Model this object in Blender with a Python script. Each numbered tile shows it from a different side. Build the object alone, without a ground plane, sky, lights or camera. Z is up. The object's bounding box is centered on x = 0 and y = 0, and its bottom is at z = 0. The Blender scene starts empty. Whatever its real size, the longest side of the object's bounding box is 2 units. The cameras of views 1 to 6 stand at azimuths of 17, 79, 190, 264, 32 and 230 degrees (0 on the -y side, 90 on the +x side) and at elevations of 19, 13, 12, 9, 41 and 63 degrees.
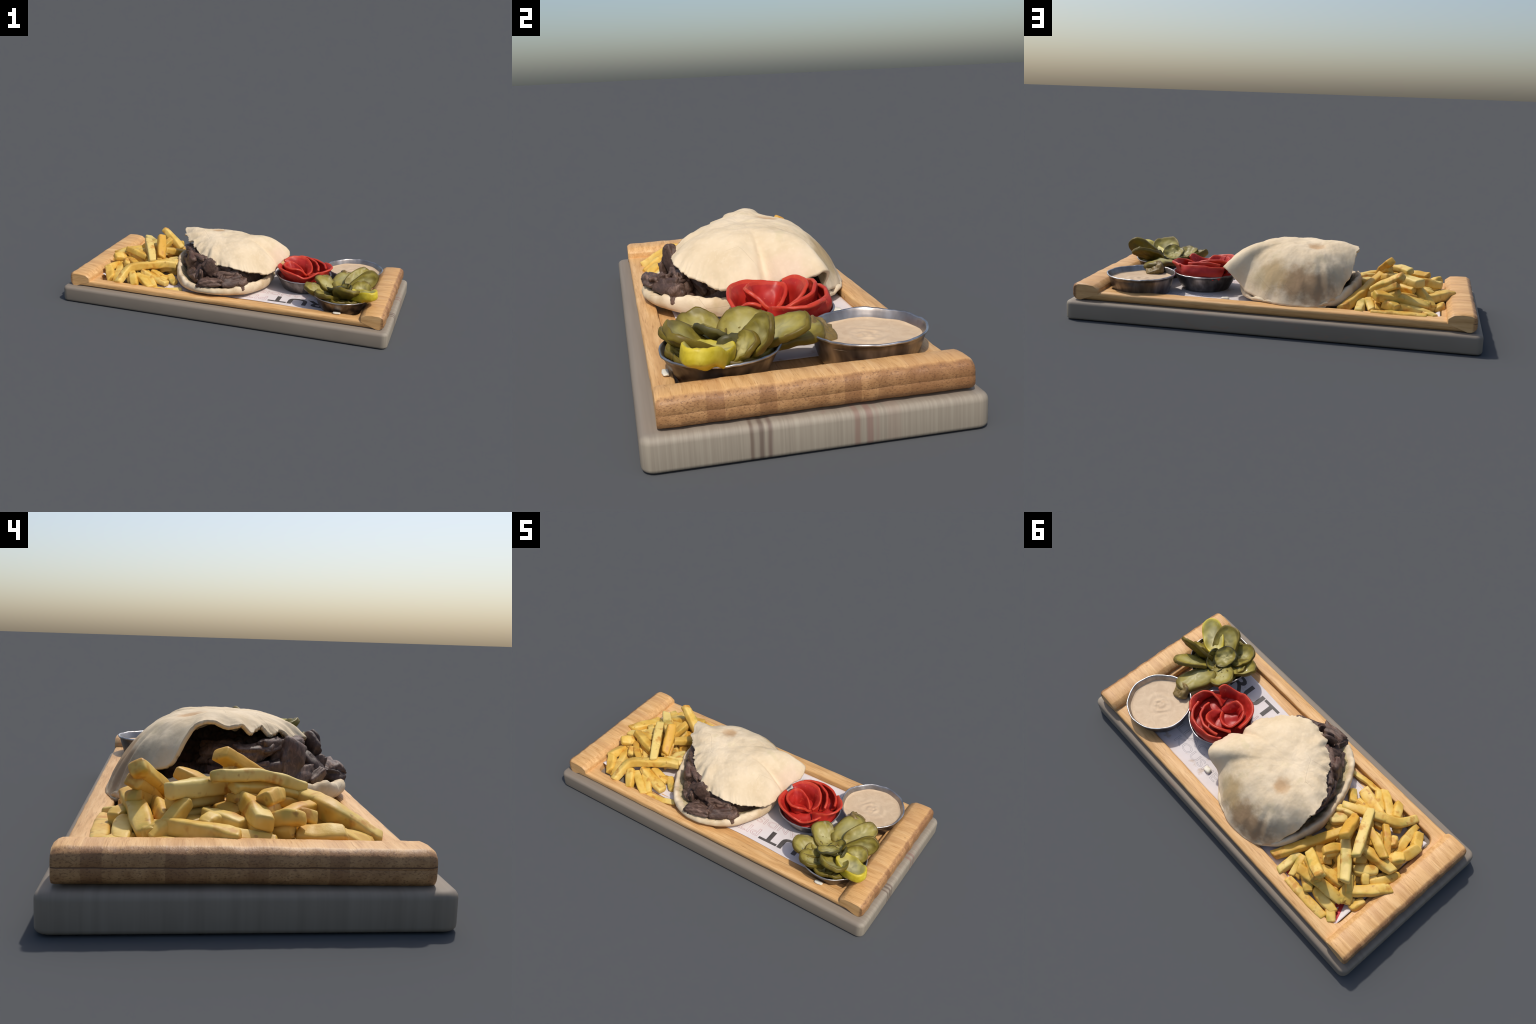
"""Serving tray on a grey board: french fries, a filled pita, tomato, pickles and a dip."""
import bpy, bmesh, math, random
from mathutils import Vector, Matrix, noise

rng = random.Random(7)
PI = math.pi


# ------------------------------------------------------------------ helpers
def link(ob, parent=None):
    bpy.context.scene.collection.objects.link(ob)
    if parent is not None:
        ob.parent = parent
    return ob


def empty(name, loc, label, category):
    e = bpy.data.objects.new(name, None)
    e.empty_display_size = 0.05
    e.location = loc
    link(e)
    e["label"], e["category"] = label, category
    return e


def mesh_obj(name, verts, faces, mats, parent=None, smooth=True, face_mats=None):
    me = bpy.data.meshes.new(name)
    me.from_pydata([tuple(v) for v in verts], [], faces)
    for m in (mats if isinstance(mats, (list, tuple)) else [mats]):
        me.materials.append(m)
    if face_mats:
        for p, k in zip(me.polygons, face_mats):
            p.material_index = k
    bm = bmesh.new()
    bm.from_mesh(me)
    bmesh.ops.recalc_face_normals(bm, faces=bm.faces)
    bm.to_mesh(me)
    bm.free()
    if smooth:
        me.shade_smooth()
    ob = bpy.data.objects.new(name, me)
    link(ob, parent)
    if parent is not None:           # geometry is written in world space
        ob.matrix_parent_inverse = Matrix.Translation(parent.location).inverted()
    return ob


def bake(ob):
    """Apply all modifiers of an object."""
    dg = bpy.context.evaluated_depsgraph_get()
    dg.update()
    me = bpy.data.meshes.new_from_object(ob.evaluated_get(dg))
    old = ob.data
    ob.modifiers.clear()
    ob.data = me
    me.name = ob.name
    bpy.data.meshes.remove(old)
    return ob


def fbm(p, scale, seed=0.0, octaves=3):
    v = Vector(p) * scale + Vector((seed * 7.31, seed * 3.17, seed * 11.3))
    a, s = 0.0, 1.0
    for _ in range(octaves):
        a += noise.noise(v) * s
        v = v * 2.03
        s *= 0.5
    return a


def smooth(a, b, x):
    t = max(0.0, min(1.0, (x - a) / (b - a)))
    return t * t * (3 - 2 * t)


def periodic(table, deg):
    """Cubic interpolation of rows (angle, v1, v2, ...) that wrap at 360 degrees."""
    n = len(table)
    deg = deg % 360.0
    k = max((i for i in range(n) if table[i][0] <= deg), default=n - 1)

    def row(i):
        w, j = divmod(i, n)
        return (table[j][0] + 360.0 * w,) + tuple(table[j][1:])
    if deg < table[0][0]:
        k, deg = n - 1, deg + 360.0
    r0, r1, r2, r3 = row(k - 1), row(k), row(k + 1), row(k + 2)
    h = r2[0] - r1[0]
    t = (deg - r1[0]) / h
    out = []
    for c in range(1, len(r1)):
        m1 = 0.5 * ((r1[c] - r0[c]) / (r1[0] - r0[0]) + (r2[c] - r1[c]) / h) * h
        m2 = 0.5 * ((r3[c] - r2[c]) / (r3[0] - r2[0]) + (r2[c] - r1[c]) / h) * h
        out.append((2*t**3 - 3*t*t + 1) * r1[c] + (t**3 - 2*t*t + t) * m1
                   + (-2*t**3 + 3*t*t) * r2[c] + (t**3 - t*t) * m2)
    return out


def curve(points, t):
    """Catmull-Rom through points, t in 0..1."""
    n = len(points) - 1
    s = min(max(t, 0.0), 1.0) * n
    i = min(int(s), n - 1)
    u = s - i
    P = [Vector(points[max(0, min(n, i + k))]) for k in (-1, 0, 1, 2)]
    return 0.5 * (2*P[1] + (P[2]-P[0])*u + (2*P[0]-5*P[1]+4*P[2]-P[3])*u*u
                  + (3*P[1]-P[0]-3*P[2]+P[3])*u**3)


# ---------------------------------------------------------------- materials
class Nodes:
    def __init__(self, name):
        self.m = bpy.data.materials.new(name)
        self.m.use_nodes = True
        self.t = self.m.node_tree
        self.b = self.t.nodes["Principled BSDF"]
        self.co = self.t.nodes.new("ShaderNodeTexCoord").outputs["Object"]

    def new(self, kind, **kw):
        n = self.t.nodes.new(kind)
        for k, v in kw.items():
            setattr(n, k, v)
        return n

    def put(self, sock, v):
        if hasattr(v, "is_linked"):
            self.t.links.new(v, sock)
        elif isinstance(v, (tuple, list)) and len(v) == 3 and sock.type == "RGBA":
            sock.default_value = (*v, 1)
        else:
            sock.default_value = v

    def map(self, scale=(1, 1, 1), loc=(0, 0, 0), rot=(0, 0, 0)):
        n = self.new("ShaderNodeMapping")
        self.put(n.inputs["Vector"], self.co)
        n.inputs["Scale"].default_value = scale
        n.inputs["Location"].default_value = loc
        n.inputs["Rotation"].default_value = rot
        return n.outputs[0]

    def noise(self, scale, detail=4, rough=0.55, vec=None, dist=0.0):
        n = self.new("ShaderNodeTexNoise")
        self.put(n.inputs["Vector"], vec if vec is not None else self.co)
        n.inputs["Scale"].default_value = scale
        n.inputs["Detail"].default_value = detail
        n.inputs["Roughness"].default_value = rough
        n.inputs["Distortion"].default_value = dist
        return n.outputs["Fac"]

    def voronoi(self, scale, vec=None, feature="F1"):
        n = self.new("ShaderNodeTexVoronoi", feature=feature)
        self.put(n.inputs["Vector"], vec if vec is not None else self.co)
        n.inputs["Scale"].default_value = scale
        return n.outputs["Distance"]

    def ramp(self, fac, stops):
        n = self.new("ShaderNodeValToRGB")
        self.put(n.inputs[0], fac)
        e = n.color_ramp.elements
        while len(e) < len(stops):
            e.new(0.5)
        for el, (p, c) in zip(e, stops):
            el.position = p
            el.color = (*c, 1) if len(c) == 3 else c
        return n.outputs[0]

    def mask(self, fac, lo, hi):
        n = self.new("ShaderNodeMapRange", interpolation_type="SMOOTHSTEP")
        self.put(n.inputs[0], fac)
        n.inputs[1].default_value, n.inputs[2].default_value = lo, hi
        return n.outputs[0]

    def mix(self, fac, a, b, blend="MIX"):
        n = self.new("ShaderNodeMix", data_type="RGBA", blend_type=blend)
        self.put(n.inputs[0], fac)
        self.put(n.inputs[6], a)
        self.put(n.inputs[7], b)
        return n.outputs[2]

    def math(self, op, a, b=0.0, c=0.0):
        n = self.new("ShaderNodeMath", operation=op)
        self.put(n.inputs[0], a)
        self.put(n.inputs[1], b)
        self.put(n.inputs[2], c)
        return n.outputs[0]

    def xyz(self):
        n = self.new("ShaderNodeSeparateXYZ")
        self.put(n.inputs[0], self.co)
        return n.outputs

    def done(self, color, rough=0.6, bump=None, strength=0.3, dist=0.004, metallic=0.0, spec=0.4, **kw):
        self.put(self.b.inputs["Base Color"], color)
        self.put(self.b.inputs["Roughness"], rough)
        self.put(self.b.inputs["Metallic"], metallic)
        self.b.inputs["Specular IOR Level"].default_value = spec
        for k, v in kw.items():
            self.put(self.b.inputs[k.replace("_", " ")], v)
        if bump is not None:
            n = self.new("ShaderNodeBump")
            n.inputs["Strength"].default_value = strength
            n.inputs["Distance"].default_value = dist
            self.put(n.inputs["Height"], bump)
            self.t.links.new(n.outputs[0], self.b.inputs["Normal"])
        return self.m


def band(n, sock, lo, hi, soft):
    """1 inside lo..hi of a coordinate, soft edges."""
    a = n.mask(sock, lo - soft, lo + soft)
    b = n.mask(sock, hi - soft, hi + soft)
    return n.math("SUBTRACT", a, b)


def mat_wood(name, staves):
    n = Nodes(name)
    grain = n.noise(1.0, 5, 0.6, n.map((5, 55, 55)), 0.4)
    fine = n.noise(1.0, 3, 0.6, n.map((14, 210, 210)))
    c = n.ramp(grain, [(0.25, (0.52, 0.27, 0.090)), (0.5, (0.69, 0.395, 0.155)), (0.75, (0.80, 0.51, 0.235))])
    c = n.mix(n.math("MULTIPLY", n.mask(fine, 0.52, 0.75), 0.8), c, (0.43, 0.20, 0.062))
    x, y, z = n.xyz()
    if staves:
        wn = n.new("ShaderNodeTexWhiteNoise", noise_dimensions="1D")
        n.put(wn.inputs["W"], n.math("FLOOR", n.math("MULTIPLY_ADD", y, 23.0, n.math("MULTIPLY", n.math("FLOOR", n.math("MULTIPLY_ADD", x, 0.5, 5.0)), 13.7))))
        tone = wn.outputs["Value"]
        # end grain with short pores on the outer faces of the bars
        ax = n.math("ABSOLUTE", x)
        endface = n.mask(n.math("MULTIPLY_ADD", n.noise(30, 2), 0.012, ax), 0.950, 0.964)
        c = n.mix(n.math("MULTIPLY", n.mask(tone, 0.35, 1.0), 0.45), c, (0.50, 0.255, 0.10))
        eg = n.ramp(n.noise(1.0, 3, 0.6, n.map((8, 40, 40))), [(0.3, (0.34, 0.165, 0.062)), (0.7, (0.50, 0.27, 0.112))])
        eg = n.mix(n.math("MULTIPLY", n.mask(tone, 0.2, 0.9), 0.65), eg, (0.25, 0.11, 0.042))
        pores = n.noise(1.0, 2, 0.5, n.map((60, 150, 300)))
        eg = n.mix(n.math("MULTIPLY", n.mask(pores, 0.53, 0.64), 0.55), eg, (0.15, 0.065, 0.026))
        c = n.mix(endface, c, eg)
        seam = n.mask(n.math("ABSOLUTE", n.math("SUBTRACT", z, 0.1365)), 0.0022, 0.0008)
        c = n.mix(n.math("MULTIPLY", n.math("MULTIPLY", seam, endface), n.mask(x, 0.2, -0.2)), c, (0.13, 0.06, 0.03))
    else:
        patch = n.noise(1.0, 2, 0.5, n.map((1.5, 9, 9), (3, 1, 0)))
        c = n.mix(n.math("MULTIPLY", n.mask(patch, 0.45, 0.7), 0.5), c, (0.56, 0.295, 0.105))
    knots = n.mask(n.voronoi(4.3), 0.045, 0.015)
    c = n.mix(n.math("MULTIPLY", knots, 0.7), c, (0.20, 0.085, 0.03))
    return n.done(c, 0.5, n.math("ADD", grain, fine), 0.3, 0.003)


def mat_board():
    n = Nodes("grey_board_wood")
    grain = n.noise(1.0, 4, 0.6, n.map((1.2, 40, 2)))
    vert = n.noise(1.0, 4, 0.6, n.map((1.0, 110, 2)))
    c = n.ramp(grain, [(0.3, (0.215, 0.173, 0.130)), (0.7, (0.268, 0.220, 0.168))])
    x, y, z = n.xyz()
    end = n.mask(x, 0.955, 0.99)
    c = n.mix(n.math("MULTIPLY", end, n.math("MULTIPLY_ADD", n.mask(vert, 0.35, 0.7), 0.45, 0.35)), c, (0.375, 0.325, 0.245))  # +x end face painted paler to show the light falling on it
    wob = n.math("MULTIPLY_ADD", n.noise(6.0, 2), 0.012, -0.006)
    yy = n.math("ADD", y, wob)
    near = n.mask(x, 0.90, 0.975)
    for lo, hi, k, col in ((-0.188, -0.178, 0.75, (0.13, 0.085, 0.06)), (-0.164, -0.152, 0.8, (0.12, 0.08, 0.06)),
                           (-0.141, -0.131, 0.75, (0.14, 0.09, 0.07)), (0.078, 0.093, 0.6, (0.24, 0.135, 0.10)),
                           (0.110, 0.127, 0.6, (0.24, 0.125, 0.10)), (0.135, 0.143, 0.4, (0.25, 0.15, 0.12)),
                           (0.165, 0.20, 0.2, (0.28, 0.17, 0.13))):
        c = n.mix(n.math("MULTIPLY", n.math("MULTIPLY", band(n, yy, lo, hi, 0.004), near), k), c, col)
    blot = n.math("MULTIPLY", n.mask(n.noise(14.0, 2), 0.56, 0.7), band(n, yy, -0.10, 0.07, 0.02))
    c = n.mix(n.math("MULTIPLY", n.math("MULTIPLY", blot, near), 0.5), c, (0.27, 0.16, 0.12))
    back = n.math("MULTIPLY", n.mask(y, 0.43, 0.448), n.mask(n.noise(1.0, 2, 0.5, n.map((9, 1, 26)), 1.5), 0.54, 0.68))
    c = n.mix(n.math("MULTIPLY", back, n.math("MULTIPLY", band(n, x, -0.55, 0.45, 0.15), 0.4)), c, (0.30, 0.17, 0.11))
    return n.done(c, 0.65, grain, 0.1, 0.002)


def mat_bread(name, toast=0.0):
    n = Nodes(name)
    big = n.noise(4.5, 4, 0.6)
    fine = n.noise(60, 5, 0.65)
    c = n.ramp(big, [(0.3, (0.63, 0.48, 0.29)), (0.5, (0.74, 0.585, 0.385)), (0.72, (0.81, 0.665, 0.47))])
    c = n.mix(n.math("MULTIPLY", n.mask(fine, 0.5, 0.75), 0.3), c, (0.82, 0.70, 0.52))
    c = n.mix(n.math("MULTIPLY", n.mask(n.noise(17, 3), 0.58, 0.75), 0.35), c, (0.60, 0.50, 0.27))
    c = n.mix(n.math("MULTIPLY", n.mask(n.noise(6.5, 4, 0.6, n.map((1, 1, 1), (2, 5, 1))), 0.52, 0.70), 0.32), c, (0.52, 0.42, 0.275))
    if toast:
        c = n.mix(n.math("MULTIPLY", n.mask(n.noise(8, 4), 0.42, 0.66), toast), c, (0.50, 0.33, 0.155))
    # scorched spots: (centre, radius, strength, colour)
    for p, r, k, col in (((-0.185, 0.118, 0.375), 0.060, 0.75, (0.50, 0.285, 0.125)),
                         ((-0.13, 0.32, 0.24), 0.13, 0.9, (0.42, 0.25, 0.12)),
                         ((-0.22, 0.31, 0.22), 0.12, 0.9, (0.34, 0.215, 0.115)),
                         ((0.0, 0.30, 0.27), 0.12, 0.8, (0.46, 0.31, 0.14)),
                         ((-0.30, 0.24, 0.26), 0.09, 0.6, (0.38, 0.31, 0.21)),
                         ((0.08, 0.29, 0.24), 0.09, 0.55, (0.46, 0.36, 0.20)),
                         ((0.22, 0.10, 0.25), 0.12, 0.4, (0.80, 0.56, 0.43))):
        d = n.new("ShaderNodeVectorMath", operation="DISTANCE")
        n.put(d.inputs[0], n.co)
        d.inputs[1].default_value = p
        w = n.math("MULTIPLY_ADD", n.noise(22, 3), r * 0.9, n.math("SUBTRACT", d.outputs["Value"], r * 0.45))
        c = n.mix(n.math("MULTIPLY", n.mask(w, r, r * 0.3), k), c, col)
    crack = n.mask(n.voronoi(5.0, n.map((1, 1, 1), (0.3, 0.2, 0)), "DISTANCE_TO_EDGE"), 0.0035, 0.0005)
    crack = n.math("MULTIPLY", crack, n.mask(n.noise(3.5, 2), 0.52, 0.58))
    c = n.mix(n.math("MULTIPLY", crack, 0.6), c, (0.28, 0.19, 0.11))
    return n.done(c, 0.75, n.math("ADD", fine, n.math("MULTIPLY", big, 2.0)), 0.25, 0.004, spec=0.25)


def mat_crumb():
    n = Nodes("bread_crumb_inside")
    f = n.noise(38, 5, 0.7)
    c = n.ramp(f, [(0.3, (0.42, 0.30, 0.13)), (0.5, (0.60, 0.48, 0.27)), (0.7, (0.70, 0.60, 0.38))])  # tan deepened to carry the shade under the bread lid
    return n.done(c, 0.8, f, 0.6, 0.006, spec=0.2)


def mat_meat():
    n = Nodes("roast_meat")
    oi = n.new("ShaderNodeObjectInfo").outputs["Random"]
    f = n.noise(1.0, 5, 0.65, n.map((28, 70, 40)), 0.8)
    g = n.noise(11, 4, 0.6)
    c = n.ramp(f, [(0.3, (0.045, 0.023, 0.014)), (0.5, (0.125, 0.070, 0.047)), (0.72, (0.27, 0.165, 0.118))])
    c = n.mix(n.mask(g, 0.55, 0.72), c, (0.150, 0.062, 0.040))
    c = n.mix(n.math("MULTIPLY", oi, 0.6), c, (0.050, 0.027, 0.020))  # random chunks tinted darker for the shadowed creases between pieces
    return n.done(c, n.math("MULTIPLY_ADD", f, 0.35, 0.40), n.math("ADD", f, g), 0.45, 0.006, spec=0.5)


def mat_fry():
    n = Nodes("fried_potato")
    oi = n.new("ShaderNodeObjectInfo").outputs["Random"]
    big = n.noise(11, 3, 0.55)
    c = n.ramp(big, [(0.3, (0.60, 0.325, 0.042)), (0.5, (0.72, 0.455, 0.088)), (0.7, (0.80, 0.58, 0.18))])
    c = n.mix(n.math("MULTIPLY", n.mask(oi, 0.75, 1.0), 0.8), c, (0.66, 0.34, 0.040))
    c = n.mix(n.math("MULTIPLY", n.mask(oi, 0.35, 0.0), 0.7), c, (0.77, 0.61, 0.22))
    c = n.mix(n.math("MULTIPLY", n.mask(n.noise(17, 3), 0.54, 0.70), 0.8), c, (0.52, 0.22, 0.028))
    c = n.mix(n.math("MULTIPLY", n.mask(n.noise(13, 2, 0.5, n.map((1, 1, 1), (4, 2, 7))), 0.58, 0.70), 0.6), c, (0.42, 0.33, 0.065))
    fine = n.noise(70, 4)
    c = n.mix(n.math("MULTIPLY", n.mask(n.noise(31, 2), 0.64, 0.75), 0.6), c, (0.32, 0.115, 0.02))
    return n.done(c, 0.5, n.math("ADD", fine, n.math("MULTIPLY", big, 2.0)), 0.2, 0.004, spec=0.35)


def mat_pickle(name, stops, streak, pale=None, rim=None):
    """Pickles keep their own axes (x along, y across), so the Generated box gives the ring from centre to rind."""
    n = Nodes(name)
    oi = n.new("ShaderNodeObjectInfo").outputs["Random"]
    off = n.new("ShaderNodeVectorMath", operation="ADD")
    n.put(off.inputs[0], n.co)
    n.put(off.inputs[1], n.math("MULTIPLY", oi, 9.0))
    n.co = off.outputs[0]
    f = n.noise(17, 4, 0.6)
    c = n.ramp(f, stops)
    c = n.mix(n.math("MULTIPLY", n.mask(n.noise(38, 3), 0.55, 0.7), 0.5), c, streak)
    c = n.mix(n.math("MULTIPLY", oi, 0.35), c, stops[0][1])
    if pale:
        gen = n.new("ShaderNodeTexCoord").outputs["Generated"]
        sep = n.new("ShaderNodeSeparateXYZ")
        n.put(sep.inputs[0], gen)
        dx = n.math("MULTIPLY", n.math("SUBTRACT", sep.outputs[0], 0.5), 2.0)
        dy = n.math("MULTIPLY", n.math("SUBTRACT", sep.outputs[1], 0.5), 2.0)
        r = n.math("SQRT", n.math("ADD", n.math("MULTIPLY", dx, dx), n.math("MULTIPLY", dy, dy)))
        r = n.math("MULTIPLY_ADD", n.math("SUBTRACT", f, 0.5), 0.5, r)
        c = n.mix(n.math("MULTIPLY", n.mask(r, 0.75, 0.25), 0.65), c, pale)
        c = n.mix(n.math("MULTIPLY", n.mask(r, 0.78, 0.98), 0.75), c, rim)
    return n.done(c, 0.46, f, 0.3, 0.004, spec=0.35)


def mat_tomato(name, a, b):
    n = Nodes(name)
    f = n.noise(16, 4, 0.6)
    c = n.mix(n.mask(f, 0.3, 0.7), a, b)
    c = n.mix(n.math("MULTIPLY", n.mask(n.noise(60, 2), 0.62, 0.75), 0.4), c, (0.72, 0.16, 0.075))
    return n.done(c, 0.42, f, 0.25, 0.003, spec=0.35)


def mat_sauce():
    n = Nodes("creamy_dip")
    f = n.noise(22, 4, 0.6, None, 1.0)
    c = n.ramp(f, [(0.35, (0.57, 0.41, 0.26)), (0.65, (0.65, 0.485, 0.315))])
    return n.done(c, 0.55, f, 0.1, 0.003, spec=0.25)


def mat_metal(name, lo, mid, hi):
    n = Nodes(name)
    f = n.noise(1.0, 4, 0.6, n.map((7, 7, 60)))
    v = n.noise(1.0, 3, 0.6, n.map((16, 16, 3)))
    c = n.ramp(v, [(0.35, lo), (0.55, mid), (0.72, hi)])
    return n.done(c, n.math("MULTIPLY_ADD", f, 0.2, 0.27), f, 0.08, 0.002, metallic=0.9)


def mat_plain(name, col, rough=0.7, vary=0.12, scale=20):
    n = Nodes(name)
    f = n.noise(scale, 4)
    c = n.ramp(f, [(0.3, tuple(v * (1 - vary) for v in col)), (0.7, tuple(min(1, v * (1 + vary)) for v in col))])
    return n.done(c, rough, f, 0.1, 0.002)


def mat_paper():
    n = Nodes("greaseproof_paper")
    f = n.noise(9, 4)
    c = n.ramp(f, [(0.3, (0.68, 0.61, 0.58)), (0.7, (0.77, 0.70, 0.68))])
    stain = n.mask(n.noise(13, 3, 0.6), 0.62, 0.72)
    c = n.mix(n.math("MULTIPLY", stain, 0.55), c, (0.48, 0.33, 0.20))
    return n.done(c, 0.7, f, 0.15, 0.004, spec=0.3)


WOOD = mat_wood("tray_wood", False)
STAVE = mat_wood("stave_wood", True)
BOARD = mat_board()
BREAD = mat_bread("flat_bread_crust")
BREAD_LOW = mat_bread("toasted_bread_crust", 0.6)
CRUMB = mat_crumb()
MEAT = mat_meat()
FRY = mat_fry()
P_FACE = mat_pickle("pickle_flesh", [(0.3, (0.215, 0.160, 0.022)), (0.5, (0.335, 0.270, 0.050)), (0.72, (0.44, 0.375, 0.115))], (0.40, 0.34, 0.13), (0.47, 0.42, 0.19), (0.13, 0.095, 0.012))
P_RIND = mat_pickle("pickle_rind", [(0.3, (0.095, 0.064, 0.008)), (0.55, (0.175, 0.125, 0.012)), (0.75, (0.25, 0.185, 0.020))], (0.14, 0.080, 0.013))
P_DARK = mat_pickle("dark_pickle_rind", [(0.3, (0.040, 0.036, 0.014)), (0.55, (0.075, 0.066, 0.020)), (0.75, (0.13, 0.11, 0.03))], (0.10, 0.08, 0.03))
P_BROWN = mat_pickle("sauce_stained_pickle", [(0.3, (0.15, 0.095, 0.03)), (0.55, (0.26, 0.175, 0.05)), (0.75, (0.40, 0.30, 0.15))], (0.45, 0.34, 0.2))
P_PALE = mat_pickle("pale_pickle_flesh", [(0.3, (0.42, 0.34, 0.06)), (0.5, (0.50, 0.43, 0.12)), (0.72, (0.56, 0.51, 0.24))], (0.5, 0.45, 0.2), (0.56, 0.52, 0.32), (0.62, 0.50, 0.05))
P_YELL = mat_pickle("yellow_pickle_rind", [(0.3, (0.42, 0.31, 0.012)), (0.5, (0.60, 0.46, 0.026)), (0.75, (0.74, 0.60, 0.08))], (0.36, 0.25, 0.018))
TOM = mat_tomato("tomato_flesh", (0.36, 0.015, 0.011), (0.50, 0.027, 0.017))
TOM_EDGE = mat_tomato("tomato_skin_edge", (0.48, 0.028, 0.014), (0.57, 0.055, 0.022))
SAUCE = mat_sauce()
STEEL = mat_metal("brushed_steel", (0.085, 0.072, 0.065), (0.20, 0.175, 0.16), (0.36, 0.33, 0.31))  # outer wall darkened, with brown-black reflections painted into the base colour
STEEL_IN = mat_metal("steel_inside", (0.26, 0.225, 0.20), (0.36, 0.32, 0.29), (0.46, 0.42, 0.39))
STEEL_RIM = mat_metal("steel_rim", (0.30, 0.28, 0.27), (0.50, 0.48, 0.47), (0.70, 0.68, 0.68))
PAPER = mat_paper()
INK = mat_plain("dark_ink", (0.095, 0.082, 0.075), 0.6, 0.35, 14)
INK_RED = mat_plain("red_ink", (0.50, 0.045, 0.05), 0.6)
INK_PINK = mat_plain("thin_red_ink", (0.52, 0.31, 0.31), 0.6)
INK_GREY = mat_plain("thin_grey_ink", (0.36, 0.33, 0.35), 0.6)
ONION = mat_plain("onion_flesh", (0.74, 0.68, 0.55), 0.45)


# --------------------------------------------------------------- grey board
def rounded_rect(hx, hy, r, steps=6):
    pts = []
    for cx, cy, a0 in ((hx - r, hy - r, 0), (-hx + r, hy - r, 90), (-hx + r, -hy + r, 180), (hx - r, -hy + r, 270)):
        for k in range(steps + 1):
            a = math.radians(a0 + 90 * k / steps)
            pts.append((cx + r * math.cos(a), cy + r * math.sin(a)))
    return pts


def slab(name, hx, hy, z0, z1, rc, bevel_lo, bevel_hi, mat, parent=None, taper=0.0):
    rows = []
    for k in range(5):
        a = PI / 2 * k / 4
        rows.append((bevel_lo * (1 - math.sin(a)) + taper, z0 + bevel_lo * (1 - math.cos(a))))
    for k in range(5):
        a = PI / 2 * k / 4
        rows.append((bevel_hi * (1 - math.cos(a)), z1 - bevel_hi * (1 - math.sin(a))))
    verts, faces = [], []
    n = 0
    for inset, z in rows:
        pts = rounded_rect(hx - inset, hy - inset, max(rc - inset, 0.004))
        n = len(pts)
        verts += [(x, y, z) for x, y in pts]
    for i in range(len(rows) - 1):
        for j in range(n):
            faces.append((i*n + j, i*n + (j+1) % n, (i+1)*n + (j+1) % n, (i+1)*n + j))
    faces.append(tuple(range(n))[::-1])
    faces.append(tuple(range((len(rows)-1)*n, len(rows)*n)))
    ob = mesh_obj(name, verts, faces, mat, parent, smooth=False)
    ob.data.shade_smooth()
    ob.data.set_sharp_from_angle(angle=math.radians(40))
    return ob


board = slab("cutting_board", 1.0, 0.452, 0.0, 0.091, 0.036, 0.013, 0.018, BOARD)
board["label"] = "thick grey wooden board with rounded edges and dark stripes"
board["category"] = "board"

# -------------------------------------------------------------- wooden tray
tray = empty("wooden_tray", (0, 0, 0.09), "light brown wooden serving tray with raised end bars", "tray")


def loft_box(name, sections, mat, parent, bevel=0.004, segs=3):
    """Solid through a list of closed cross-sections (equal point counts)."""
    n = len(sections[0])
    verts = [v for s in sections for v in s]
    faces = []
    for i in range(len(sections) - 1):
        for j in range(n):
            faces.append((i*n + j, i*n + (j+1) % n, (i+1)*n + (j+1) % n, (i+1)*n + j))
    faces.append(tuple(range(n)))
    faces.append(tuple(range((len(sections)-1)*n, len(sections)*n)))
    ob = mesh_obj(name, verts, faces, mat, parent, smooth=False)
    if bevel:
        b = ob.modifiers.new("round", "BEVEL")
        b.width, b.segments, b.limit_method, b.angle_limit = bevel, segs, "ANGLE", math.radians(35)
        bake(ob)
    ob.data.shade_smooth()
    ob.data.set_sharp_from_angle(angle=math.radians(45))
    return ob


# frame: outer block with a rounded-corner recess, as one ring mesh
RX, RY, FLOOR, RAIL = 0.812, 0.338, 0.104, 0.136
SHIFT = 0.007                     # the tray sits a little towards the back of the board


def rail_z(x, y):
    """The tray has warped: its front rail dips towards the fries end."""
    return -0.010 * smooth(0.1, -0.38, y) * (0.35 + 0.65 * smooth(0.7, -0.6, x))


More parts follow.
